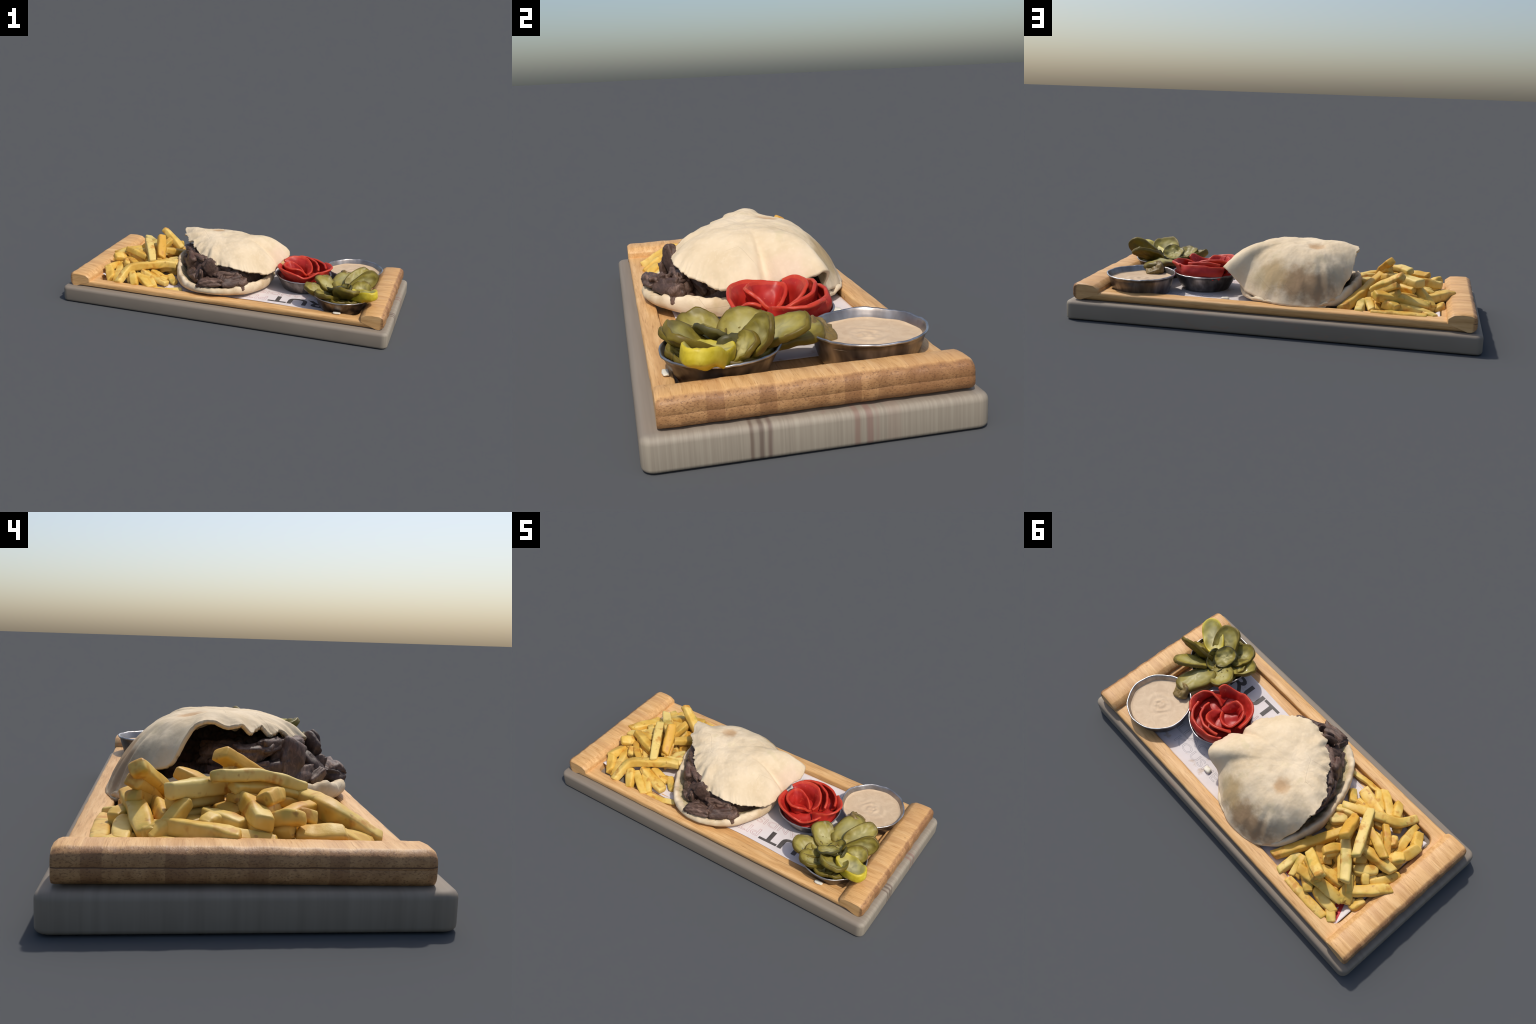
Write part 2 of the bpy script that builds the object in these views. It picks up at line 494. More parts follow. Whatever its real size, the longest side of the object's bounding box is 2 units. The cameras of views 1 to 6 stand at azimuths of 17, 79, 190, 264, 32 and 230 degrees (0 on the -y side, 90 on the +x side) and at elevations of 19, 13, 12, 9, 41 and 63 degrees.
def frame():
    loops = []
    def add(hx, hy, r, z, sh=SHIFT):
        loops.append([(x, y + sh, z) for x, y in rounded_rect(hx, hy, r, 8)])
    add(RX, RY, 0.045, 0.0915, 0)
    add(RX, RY, 0.045, RAIL - 0.006, 0)
    add(RX + 0.002, RY + 0.002, 0.045, RAIL - 0.002, 0)
    add(RX + 0.006, RY + 0.006, 0.045, RAIL, 0)
    add(0.950, 0.404, 0.022, RAIL)
    add(0.954, 0.409, 0.024, RAIL - 0.004)
    add(0.955, 0.411, 0.025, 0.122)
    add(0.953, 0.408, 0.03, 0.108)
    add(0.945, 0.399, 0.03, 0.0945)
    add(0.930, 0.388, 0.03, 0.0908)
    n = len(loops[0])
    verts, faces = [], []
    for lp in loops:
        for (x, y, z) in lp:
            w = 0.0025 * fbm((x * 1.0, y, z * 3), 14, 2)
            verts.append((x + w, y + w, z + 0.0012 * fbm((x, y, z), 9, 4)))
    for i in range(len(loops)):
        i2 = (i + 1) % len(loops)
        for j in range(n):
            faces.append((i*n + j, i*n + (j+1) % n, i2*n + (j+1) % n, i2*n + j))
    ob = mesh_obj("tray_frame", verts, faces, WOOD, tray)
    bm = bmesh.new()
    bm.from_mesh(ob.data)
    bmesh.ops.subdivide_edges(bm, edges=[e for e in bm.edges if e.calc_length() > 0.2], cuts=40, use_grid_fill=True)
    for v in bm.verts:
        v.co.y += 0.0018 * fbm(v.co, 18, 9)
        if v.co.z > 0.1:
            v.co.z += 0.0012 * fbm(v.co, 16, 5) + rail_z(v.co.x, v.co.y)
    bm.to_mesh(ob.data)
    bm.free()
    ob.data.shade_smooth()
    ob.data.set_sharp_from_angle(angle=math.radians(50))
frame()

# floor of the recess; one corner stays open down to the board, as a slot
def floor_plate(name, x0, x1, y0, y1, top=FLOOR):
    s = [[(x, y0, 0.0915), (x, y1, 0.0915), (x, y1, top), (x, y0, top)] for x in (x0, x1)]
    return loft_box(name, s, WOOD, tray, 0.0015, 2)
floor_plate("tray_floor", -0.815, 0.815, -0.272, 0.341)
floor_plate("tray_floor", -0.24, 0.815, -0.341, -0.2725)
floor_plate("tray_groove", -0.62, -0.2405, -0.341, -0.2725, 0.0945)


def end_bar(sign):
    """Raised bar across an end of the tray, with the worn end-grain face below it."""
    prof = [(0.834, 0.128), (0.834, 0.151), (0.836, 0.1555), (0.858, 0.1725), (0.863, 0.1745), (0.900, 0.1785),
            (0.943, 0.1785), (0.950, 0.1768), (0.9635, 0.168), (0.967, 0.163), (0.9698, 0.152), (0.9703, 0.1375), (0.9698, 0.1365), (0.9703, 0.1355),
            (0.9705, 0.118), (0.968, 0.110), (0.957, 0.0995), (0.948, 0.0955), (0.930, 0.0955)]
    secs = []
    h = 0.412
    ys = [-h, -h + .005] + [-h + .014 + (2 * h - .028) * k / 60 for k in range(61)] + [h - .005, h]
    for y in ys:
        e = max(0.0, abs(y) - (h - .014)) / 0.014
        row = []
        for x, z in prof:
            xx = 0.896 + (x - 0.896) * (1 - 0.10 * e * e)
            zz = z - 0.007 * e * e * smooth(.14, .178, z)
            w = fbm((xx, y * 1.6, zz), 12, 3 + sign)
            wear = 0.003 * smooth(.945, .965, x) * fbm((x, y, 0), 23, 5 + sign)
            zz += 0.0022 * w if zz > 0.145 else 0
            yy = y + SHIFT
            row.append((sign * (xx + 0.0025 * w + wear), yy, zz + rail_z(sign * xx, yy) * .6))
        secs.append(row)
    ob = loft_box("end_bar", secs, STAVE, tray, 0.0)
    ob.data.set_sharp_from_angle(angle=math.radians(32))
end_bar(1)
end_bar(-1)

# -------------------------------------------------------------- paper sheet
paper = empty("paper_sheet", (0, 0, FLOOR), "white printed greaseproof paper lying in the tray", "paper")


def paper_z(x, y):
    z = FLOOR + 0.0025 + 0.0015 * max(0, fbm((x, y, 0), 7, 1))
    # the fries end of the sheet rides up against the tray wall
    z += 0.024 * smooth(-0.755, -0.806, x) * (0.35 + 0.65 * smooth(-0.02, 0.25, abs(y)))
    z -= 0.008 * smooth(-0.20, -0.27, y) * smooth(-0.22, -0.30, x) * smooth(-0.66, -0.58, x)
    return max(z, FLOOR + 0.0025 if y > -0.272 else 0.0965) + 0.012 * smooth(-0.24, -0.284, y) * smooth(-0.55, -0.8, x)


def paper_sheet():
    nx, ny = 150, 64
    verts, faces = [], []
    for j in range(ny + 1):
        for i in range(nx + 1):
            x = -0.806 + 1.43 * i / nx
            y0 = -0.284 + 0.006 * math.sin(x * 9)
            y = y0 + (0.334 - y0) * j / ny
            z = paper_z(x, y)
            verts.append((x, y, z))
    for j in range(ny):
        for i in range(nx):
            a = j * (nx + 1) + i
            faces.append((a, a + 1, a + nx + 2, a + nx + 1))
    ob = mesh_obj("paper", verts, faces, PAPER, paper)
    s = ob.modifiers.new("thick", "SOLIDIFY")
    s.thickness, s.offset = 0.0012, -1
    bake(ob)
paper_sheet()


def lettering(text, x_left, x_right, y_top, y_base, mat, outline=0.0):
    """Words printed on the paper; they read from the +y side, so they are turned by 180 degrees."""
    cu = bpy.data.curves.new("printed_lettering", "FONT")
    cu.body = text
    cu.resolution_u = 4
    if outline:
        cu.fill_mode = "NONE"
        cu.bevel_depth = outline
        cu.bevel_resolution = 0
    else:
        cu.extrude = 0.0008
        cu.offset = 0.022
    tmp = bpy.data.objects.new("lettering_tmp", cu)
    bpy.context.scene.collection.objects.link(tmp)
    dg = bpy.context.evaluated_depsgraph_get()
    dg.update()
    me = bpy.data.meshes.new_from_object(tmp.evaluated_get(dg))
    bpy.data.objects.remove(tmp)
    xs = [v.co.x for v in me.vertices]
    ys = [v.co.y for v in me.vertices]
    x0, x1, y0, y1 = min(xs), max(xs), min(ys), max(ys)
    for v in me.vertices:
        u = (v.co.x - x0) / (x1 - x0)
        w = (v.co.y - y0) / (y1 - y0)
        z = v.co.z * (0.5 if outline else 1.0)
        x, y = x_left + (x_right - x_left) * u, y_base + (y_top - y_base) * w
        v.co = (x, y, paper_z(x, y) + 0.0011 + max(-0.0008, min(0.0008, z)))
    me.materials.clear()
    me.materials.append(mat)
    ob = bpy.data.objects.new("printed_lettering", me)
    link(ob, paper)
    ob.matrix_parent_inverse = Matrix.Translation(paper.location).inverted()


lettering("RUT", 0.592, 0.255, -0.252, -0.165, INK)
lettering("KOUSNE", 0.500, 0.165, 0.238, 0.284, INK_GREY, 0.012)
lettering("ILLAC", 0.575, 0.320, 0.180, 0.226, INK_GREY, 0.012)
lettering("PITA", 0.243, 0.020, -0.247, -0.188, INK_PINK, 0.014)
lettering("SANDIS", 0.470, 0.175, -0.150, -0.105, INK_PINK, 0.014)
lettering("PITA", 0.02, -0.36, -0.255, -0.19, INK_PINK, 0.014)
lettering("A", -0.700, -0.800, 0.215, 0.318, INK_RED)
lettering("K", -0.40, -0.48, 0.235, 0.325, INK_RED)

# -------------------------------------------------------------- metal bowls
def bowl(cx, cy, r_top, r_bot, z_bot, z_top, label, dents):
    prof_out = [(0.0, z_bot), (r_bot - 0.012, z_bot), (r_bot - 0.003, z_bot + 0.003), (r_bot + 0.002, z_bot + 0.012)]
    for k in range(1, 7):
        t = k / 6
        prof_out.append((r_bot + 0.002 + (r_top - r_bot - 0.004) * t ** 0.9, z_bot + 0.012 + (z_top - z_bot - 0.018) * t))
    rim = [(r_top + 0.0035, z_top - 0.004), (r_top + 0.0045, z_top), (r_top + 0.001, z_top + 0.003), (r_top - 0.003, z_top)]
    inner = [(r_top - 0.0055, z_top - 0.008)] + [(r - 0.005, z + 0.003) for r, z in reversed(prof_out[3:-1])] + [(r_bot - 0.02, z_bot + 0.008), (0.0, z_bot + 0.008)]
    prof = prof_out + rim + inner
    N = 128
    verts, faces, fm = [], [], []
    for r, z in prof:
        for k in range(N):
            a = 2 * PI * k / N
            f = smooth(z_bot, z_top, z)
            w = dents * f * noise.noise(Vector((2.2 * math.cos(a), 2.2 * math.sin(a), cx * 9)))
            q = 0.0016 * f * noise.noise(Vector((9 * math.cos(a), 9 * math.sin(a), cy * 9)))
            verts.append((cx + (r + w) * math.cos(a), cy + (r + w) * math.sin(a), z + q + 0.6 * w * f))
    for i in range(len(prof) - 1):
        for k in range(N):
            faces.append((i*N + k, i*N + (k+1) % N, (i+1)*N + (k+1) % N, (i+1)*N + k))
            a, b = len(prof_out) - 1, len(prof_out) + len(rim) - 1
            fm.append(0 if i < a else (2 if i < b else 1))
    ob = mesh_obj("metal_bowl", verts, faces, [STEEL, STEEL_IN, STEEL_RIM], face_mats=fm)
    bm = bmesh.new()
    bm.from_mesh(ob.data)
    bmesh.ops.remove_doubles(bm, verts=bm.verts, dist=1e-5)
    bm.to_mesh(ob.data)
    bm.free()
    ob.data.shade_smooth()
    ob["label"], ob["category"] = label, "bowl"
    return ob


ZB = FLOOR + 0.006
S_C, T_C, P_C = (0.686, 0.222), (0.402, 0.033), (0.690, -0.205)
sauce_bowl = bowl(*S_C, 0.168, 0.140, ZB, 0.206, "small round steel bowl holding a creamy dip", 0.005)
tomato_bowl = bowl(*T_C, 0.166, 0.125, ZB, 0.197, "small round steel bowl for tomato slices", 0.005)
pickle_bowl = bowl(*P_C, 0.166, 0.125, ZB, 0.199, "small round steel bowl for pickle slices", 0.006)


def dip():
    R, N, M = 0.160, 140, 60
    verts, faces = [(S_C[0], S_C[1], 0.178)], []
    for i in range(1, M + 1):
        t = i / M
        for k in range(N):
            a = 2 * PI * k / N
            r = R * t
            x, y = r * math.cos(a), r * math.sin(a)
            z = 0.1785 + 0.004 * smooth(0.9, 1.0, t)
            sw = math.sin(a - t * 26 + 4.5 * noise.noise(Vector((x * 14, y * 14, 1))))
            z += 0.0016 * sw * smooth(0.75, 0.12, t) * smooth(0.02, 0.10, t)
            z += 0.0030 * noise.noise(Vector((x * 55, y * 55, 4))) * smooth(0.38, 0.1, t)
            z += 0.0015 * noise.noise(Vector((x * 16, y * 16, 2)))
            verts.append((S_C[0] + x, S_C[1] + y, z))
    for k in range(N):
        faces.append((0, 1 + k, 1 + (k + 1) % N))
    for i in range(M - 1):
        for k in range(N):
            a, b = 1 + i * N, 1 + (i + 1) * N
            faces.append((a + k, b + k, b + (k+1) % N, a + (k+1) % N))
    mesh_obj("dip_sauce", verts, faces, SAUCE, sauce_bowl)
dip()

# ------------------------------------------------------------ tomato slices
tomatoes = empty("tomato_slices", (T_C[0], T_C[1], 0.15), "folded red tomato slices piled in a bowl", "tomato")


def ribbon(name, top, bottom, bulge, mats, parent, thick=0.010, seed=0, wob=0.004, nu=44, nv=14, rim=2):
    """Curled sheet between a top and a bottom edge; bulge pushes its middle out along the normal."""
    verts, faces, fm = [], [], []
    for j in range(nv + 1):
        t = j / nv
        for i in range(nu + 1):
            u = i / nu
            a, b = curve(bottom, u) + Vector((0, 0, 0.002)), curve(top, u)
            p = a.lerp(b, t)
            d = curve(top, min(1, u + 0.02)) - curve(top, max(0, u - 0.02))
            nrm = d.cross(b - a)
            if nrm.length > 1e-9:
                nrm.normalize()
                p += nrm * bulge * math.sin(PI * t)
            p += Vector((fbm(p, 22, seed, 2), fbm(p, 22, seed + 5, 2), fbm(p, 22, seed + 9, 2))) * wob
            verts.append(p)
    for j in range(nv):
        for i in range(nu):
            k = j * (nu + 1) + i
            faces.append((k, k + 1, k + nu + 2, k + nu + 1))
            fm.append(1 if j >= nv - rim else 0)
    ob = mesh_obj(name, verts, faces, mats, parent, face_mats=fm)
    s = ob.modifiers.new("thick", "SOLIDIFY")
    s.thickness, s.offset, s.material_offset_rim = thick, 0, 1
    ss = ob.modifiers.new("round", "SUBSURF")
    ss.levels = ss.render_levels = 1
    bake(ob).data.shade_smooth()
    return ob


TM = [TOM, TOM_EDGE]
# outer lip towards the pita and the front
ribbon("tomato_slice", [(.252, .025, .250), (.256, -.050, .262), (.288, -.104, .262), (.345, -.130, .256), (.410, -.132, .240), (.462, -.118, .228), (.508, -.092, .258), (.522, -.052, .250)],
       [(.300, .020, .180), (.310, -.030, .178), (.330, -.070, .176), (.365, -.092, .175), (.410, -.098, .172), (.450, -.092, .170), (.480, -.070, .172), (.490, -.045, .175)], -0.006, TM, tomatoes, 0.012, 1)
# outer fold towards the dip
ribbon("tomato_slice", [(.440, -.004, .205), (.482, -.014, .230), (.528, -.010, .242), (.562, .020, .248), (.572, .070, .248), (.552, .116, .250), (.512, .150, .246)],
       [(.470, -.085, .180), (.505, -.078, .178), (.535, -.050, .178), (.548, .000, .180), (.548, .050, .180), (.530, .100, .180), (.490, .140, .182)], -0.012, TM, tomatoes, 0.012, 2)
# left curl (opens to the front)
ribbon("tomato_slice", [(.348, -.073, .257), (.312, -.056, .262), (.282, -.012, .260), (.286, .046, .256), (.322, .068, .254), (.370, .057, .233), (.406, .031, .210), (.428, .002, .197)],
       [(.372, -.045, .186), (.340, -.040, .176), (.322, -.008, .168), (.325, .022, .164), (.345, .036, .162), (.372, .034, .162), (.398, .014, .164), (.415, -.004, .168)], 0.004, TM, tomatoes, 0.012, 3)
# heart-shaped inner fold in the middle
ribbon("tomato_slice", [(.434, -.001, .200), (.427, -.020, .214), (.412, -.042, .238), (.391, -.072, .262), (.350, -.076, .260), (.314, -.060, .262)],
       [(.420, .010, .186), (.398, -.010, .188), (.384, -.026, .190), (.372, -.046, .190), (.350, -.050, .190), (.330, -.036, .192)], 0.006, TM, tomatoes, 0.013, 4)
# second curl behind
ribbon("tomato_slice", [(.262, .070, .256), (.296, .104, .272), (.336, .122, .279), (.380, .127, .274), (.414, .116, .262), (.440, .090, .240), (.450, .046, .216), (.434, .008, .198)],
       [(.312, .050, .180), (.325, .072, .174), (.345, .085, .170), (.375, .088, .170), (.398, .080, .172), (.412, .062, .174), (.420, .040, .178), (.422, .014, .184)], 0.006, TM, tomatoes, 0.012, 5)
# third and fourth ribs
ribbon("tomato_slice", [(.300, .132, .258), (.345, .146, .272), (.400, .148, .268), (.450, .122, .258), (.482, .076, .246), (.494, .034, .230)],
       [(.330, .120, .180), (.360, .128, .178), (.395, .125, .176), (.425, .104, .176), (.448, .072, .180), (.460, .034, .186)], -0.010, TM, tomatoes, 0.013, 6)
ribbon("tomato_slice", [(.276, .122, .244), (.330, .162, .250), (.400, .172, .252), (.460, .164, .248), (.505, .128, .244), (.530, .070, .236)],
       [(.300, .150, .180), (.345, .170, .178), (.400, .178, .176), (.455, .166, .178), (.490, .130, .182), (.510, .075, .188)], -0.012, TM, tomatoes, 0.013, 7)
# flat slices underneath close the bottom
def tomato_disc(cx, cy, z, r, seed):
    verts, faces = [(cx, cy, z)], []
    N, M = 60, 10
    for i in range(1, M + 1):
        for k in range(N):
            a = 2 * PI * k / N
            rr = r * i / M
            x, y = cx + rr * math.cos(a), cy + rr * math.sin(a)
            verts.append((x, y, z + 0.014 * fbm((x, y, 0), 13, seed)))
    for k in range(N):
        faces.append((0, 1 + k, 1 + (k + 1) % N))
    for i in range(M - 1):
        for k in range(N):
            a, b = 1 + i * N, 1 + (i + 1) * N
            faces.append((a + k, b + k, b + (k+1) % N, a + (k+1) % N))
    ob = mesh_obj("tomato_slice", verts, faces, TM, tomatoes)
    s = ob.modifiers.new("thick", "SOLIDIFY")
    s.thickness, s.offset = 0.010, 0
    bake(ob).data.shade_smooth()
tomato_disc(T_C[0], T_C[1], 0.178, 0.148, 3)

# ------------------------------------------------------------ pickle slices
pickles = empty("pickle_slices", (P_C[0], P_C[1], 0.15), "olive green gherkin slices standing fanned in a bowl", "pickles")


def pickle(base, tip, width, face, cup=0.25, curl=0.0, thick=0.016, rind=P_RIND, seed=0, shape=0.85, face_mat=P_FACE):
    """Oval slice from base to tip; face: the direction its pale side looks; cup/curl bend it across/along."""
    b, t, nrm = Vector(base), Vector(tip), Vector(face)
    ax = (t - b)
    L = ax.length
    ax.normalize()
    nrm = (nrm - ax * nrm.dot(ax)).normalized()
    side = nrm.cross(ax).normalized()
    c = (b + t) / 2
    N, M = 44, 9
    rings = []
    def pt(rr, a, h):
        e = rr
        ca, sa = math.cos(a), math.sin(a)
        u = e * (abs(ca) ** shape) * (1 if ca >= 0 else -1)
        v = e * (abs(sa) ** shape) * (1 if sa >= 0 else -1)
        u += 0.05 * e * noise.noise(Vector((ca * 1.5, sa * 1.5, seed)))
        v += 0.07 * e * noise.noise(Vector((ca * 1.5, sa * 1.5, seed + 9)))
        p = Vector((u * L / 2, v * width / 2, 0))
        p.z += (cup * width * (0.5 * v * v - 0.14) + curl * L * 0.5 * u * u - curl * L * 0.15)
        p.z += h + 0.009 * fbm((u * 1.3, v * 1.3, seed), 1.4, seed)
        return p
    rows = [(k / M * 0.93, thick / 2 * (0.72 + 0.28 * (k / M) ** 2), 0) for k in range(1, M + 1)]
    rows += [(0.985, thick * 0.42, 1), (1.0, thick * 0.18, 1), (1.0, -thick * 0.18, 1), (0.985, -thick * 0.42, 1)]
    rows += [(k / M * 0.93, -thick / 2, 1) for k in range(M, 0, -1)]
    verts = [pt(0, 0, thick / 2 * 0.72)]
    for rr, h, _ in rows:
        for k in range(N):
            verts.append(pt(rr, 2 * PI * k / N, h))
    verts.append(pt(0, 0, -thick / 2))
    faces, fm = [], []
    for k in range(N):
        faces.append((0, 1 + k, 1 + (k+1) % N))
        fm.append(0)
    for i in range(len(rows) - 1):
        for k in range(N):
            a, d = 1 + i*N, 1 + (i+1)*N
            faces.append((a + k, d + k, d + (k+1) % N, a + (k+1) % N))
            fm.append(rows[i + 1][2])
    a = 1 + (len(rows)-1)*N
    for k in range(N):
        faces.append((len(verts) - 1, a + (k+1) % N, a + k))
        fm.append(1)
    ob = mesh_obj("pickle_slice", verts, faces, [face_mat, rind], pickles, face_mats=fm)
    frame_ = Matrix((ax, side, nrm)).transposed().to_4x4()
    ob.matrix_basis = Matrix.Translation(c) @ frame_
    return ob


pickle((.725, -.200, .190), (.900, -.308, .244), .118, (-.60, .45, .60), cup=.35, curl=.22, thick=.046, rind=P_YELL, seed=1, face_mat=P_PALE)
pickle((.694, -.216, .176), (.762, -.354, .276), .150, (-.15, .75, .65), cup=.40, curl=.08, thick=.024, seed=2, shape=.75)
pickle((.655, -.235, .174), (.580, -.358, .228), .130, (.25, .45, .85), cup=.40, curl=.18, thick=.022, seed=3)
pickle((.625, -.205, .172), (.482, -.278, .226), .120, (.35, .05, .9), cup=.55, curl=.35, thick=.022, seed=4, shape=.75)
pickle((.645, -.170, .180), (.522, -.080, .234), .135, (.60, -.25, .78), cup=.20, curl=.15, thick=.020, seed=5, shape=.7)
pickle((.655, -.130, .195), (.688, .096, .224), .140, (.10, -.30, .95), cup=-.30, curl=-.16, thick=.022, seed=6, shape=.75)
pickle((.700, -.120, .196), (.803, .020, .284), .115, (.10, -.60, .75), cup=.15, curl=-.05, thick=.020, seed=7)
pickle((.720, -.160, .178), (.868, -.086, .306), .105, (.25, -.80, .35), cup=.22, curl=.10, thick=.017, seed=8, shape=.75)
pickle((.735, -.185, .188), (.840, -.135, .245), .100, (.1, -.75, .6), cup=.25, curl=.0, thick=.017, seed=9)
pickle((.684, -.160, .200), (.640, -.272, .248), .105, (-.25, .25, .95), cup=.25, curl=.12, thick=.014, rind=P_DARK, seed=10)
pickle((.655, -.115, .186), (.730, -.205, .208), .100, (-.65, .45, .4), cup=.75, curl=.55, thick=.012, rind=P_DARK, seed=11)
pickle((.700, -.125, .178), (.738, -.225, .200), .105, (-.75, -.1, .6), cup=.7, curl=.5, thick=.014, rind=P_DARK, seed=12)
# a stained slice bends over the rim and dips into the sauce
pickle((.680, .055, .222), (.652, .126, .178), .095, (.2, .75, .6), cup=-.15, curl=-.1, thick=.030, rind=P_BROWN, face_mat=P_BROWN, seed=13, shape=.7)
# slices lying deeper, closing the bowl
for ring_r, zz, cnt in ((.092, .172, 10), (.035, .160, 5)):
    for k in range(cnt):
        a = 2 * PI * k / cnt + 0.3
        x, y = P_C[0] + ring_r * math.cos(a), P_C[1] + ring_r * math.sin(a)
        pickle((x - .045 * math.cos(a), y - .045 * math.sin(a), zz - .008), (x + .062 * math.cos(a), y + .062 * math.sin(a), zz + .024),
               .11, (-.3 * math.cos(a), -.3 * math.sin(a), .9), cup=.2, curl=.1, thick=.02, seed=20 + k)

# ------------------------------------------------------------ pita sandwich
pita = empty("pita_sandwich", (-0.09, 0, FLOOR + 0.006), "pale flat bread folded over dark roast meat", "sandwich")

# lower bread: angle, outer radius, top of the rim, underside height
LOW_C = (-0.085, 0.0)
LOW = [(0, .300, .182, .120), (30, .312, .170, .118), (49, .345, .158, .122), (66, .360, .152, .130), (84, .366, .148, .130),
       (105, .374, .148, .130), (119, .385, .160, .130), (135, .372, .200, .120), (155, .346, .232, .115), (172, .334, .238, .115),
       (188, .318, .234, .115), (201, .312, .222, .115), (225, .334, .202, .120), (240, .360, .190, .129), (256, .379, .183, .135),
       (275, .379, .181, .136), (290, .372, .182, .134), (306, .350, .188, .124), (322, .325, .190, .118), (350, .308, .190, .118)]


def low_bread():
    N = 240
    rows = [(0.0, 'f', .03), (.25, 'f', .03), (.5, 'f', .04), (.70, 'f', .06), (.80, 'r', .45), (.86, 'r', .70), (.90, 'r', .88), (.93, 'r', .97),
            (.955, 'r', 1.0), (.98, 'r', .93), (.993, 'r', .78), (1.0, 'r', .58), (.992, 'r', .36), (.97, 'r', .17), (.93, 'r', .05),
            (.85, 'r', .0), (.6, 'b', 0), (.3, 'b', 0), (0.0, 'b', 0)]
    verts, faces, fm = [], [], []
    for ri, (f, kind, h) in enumerate(rows):
        for k in range(N):
            d = 360 * k / N
            a = math.radians(d)
            R, zt, zb = periodic(LOW, d)
            ca, sa = math.cos(a), math.sin(a)
            R *= 1 + 0.012 * noise.noise(Vector((ca * 2.5, sa * 2.5, 3)))
            zt += 0.012 * noise.noise(Vector((ca * 5, sa * 5, 7))) + 0.007 * noise.noise(Vector((ca * 14, sa * 14, 2)))
            x, y = LOW_C[0] + R * f * ca, LOW_C[1] + R * f * sa
            if kind == 'f':
                z = 0.128 + h * 0.3
            elif kind == 'r':
                z = zb + (zt - zb) * h
            else:
                z = FLOOR + 0.007
            q = fbm((x, y, z), 20, 2, 3)
            if kind == 'r' and ri >= 4:
                in_wave = 0.020 * noise.noise(Vector((ca * 9, sa * 9, 5))) * smooth(.95, .80, f) if ri <= 8 else 0
                x += (0.004 * q + in_wave) * ca
                y += (0.004 * q + in_wave) * sa
                z += 0.004 * q if h > .1 else 0
            verts.append((x, y, z))
    for i in range(len(rows) - 1):
        for k in range(N):
            faces.append((i*N + k, i*N + (k+1) % N, (i+1)*N + (k+1) % N, (i+1)*N + k))
            fm.append(1 if i < 6 else 0)
    ob = mesh_obj("lower_bread", verts, faces, [BREAD_LOW, CRUMB], pita, face_mats=fm)
    bm = bmesh.new()
    bm.from_mesh(ob.data)
    bmesh.ops.remove_doubles(bm, verts=bm.verts, dist=1e-5)
    bm.to_mesh(ob.data)
    bm.free()
    ob.data.shade_smooth()
low_bread()

# upper bread: angle, radius, height of the edge, raggedness of the edge
TOP_C, TOP_Z = (-0.12, 0.0), 0.388
# ... and the fullness of the dome towards that side
TOP = [(0, .364, .230, .6, 3.7), (5, .352, .236, .3, 3.6), (11, .384, .244, .5, 3.8), (18, .414, .254, .6, 4.0), (26, .436, .264, .6, 4.2), (33, .436, .264, .3, 4.4),
       (36.5, .416, .240, .2, 4.5), (40, .380, .200, .1, 4.4), (47, .371, .172, .1, 4.3), (55, .369, .158, 0, 4.1), (66, .374, .147, 0, 3.9), (80, .379, .140, 0, 3.6), (92, .378, .138, 0, 3.6),
       (103, .377, .138, 0, 3.9), (112, .373, .142, 0, 4.4), (121, .360, .162, .1, 4.8), (131, .337, .205, .2, 5.2), (142, .313, .250, .4, 5.0), (150, .299, .318, .6, 4.5),
       (157, .293, .372, .9, 4.0), (164, .284, .384, .9, 3.5), (174, .256, .374, 1, 3.0), (184, .240, .368, 1, 3.0), (195, .207, .358, 1, 3.0), (208, .186, .354, 1, 3.0), (229, .188, .347, 1, 3.0),
       (244, .203, .336, 1, 3.0), (264, .222, .321, 1, 3.0), (272, .256, .311, 1, 3.0), (286, .278, .298, 1, 3.1), (306, .318, .277, 1, 3.4), (319, .338, .260, 1, 3.6),
       (330, .354, .246, 1, 3.7), (341, .368, .234, .9, 3.7), (352, .370, .228, .8, 3.7)]
# creases: angle, width in degrees, depth, where it starts (fraction of the radius)
CREASE = [(5, 4, .017, .55), (12, 3, -.006, .7), (20, 3, .010, .80), (26, 2.5, .006, .85), (46, 4, .010, .75), (74, 4, .006, .75), (100, 4, .006, .65), (112, 3, .022, .60),
          (118, 3, -.014, .60), (127, 4, .018, .65), (136, 4, -.012, .70), (146, 4, .012, .75), (176, 5, .008, .7), (195, 6, .015, .60), (208, 5, -.006, .7), (219, 6, .014, .60), (232, 6, -.006, .7),
          (248, 6, .014, .60), (263, 5, .010, .7), (278, 5, .007, .75), (300, 6, -.004, .75), (338, 5, .008, .8)]
DENTS = [(-0.185, 0.118, .045, .009), (-0.255, 0.235, .040, .013), (-0.165, 0.290, .035, .012), (-0.08, 0.255, .055, .004), (0.09, 0.22, .05, .004),
         (-0.30, 0.03, .09, -.013), (-0.22, 0.0, .08, -.006), (-0.12, -0.15, .05, .003), (0.03, -0.12, .07, -.003), (0.16, 0.02, .035, .004)]


def top_height(deg, f):
    R, ze, rag, p = periodic(TOP, deg)
    return R, ze, rag, ze + (TOP_Z - ze) * (1 - f ** p)


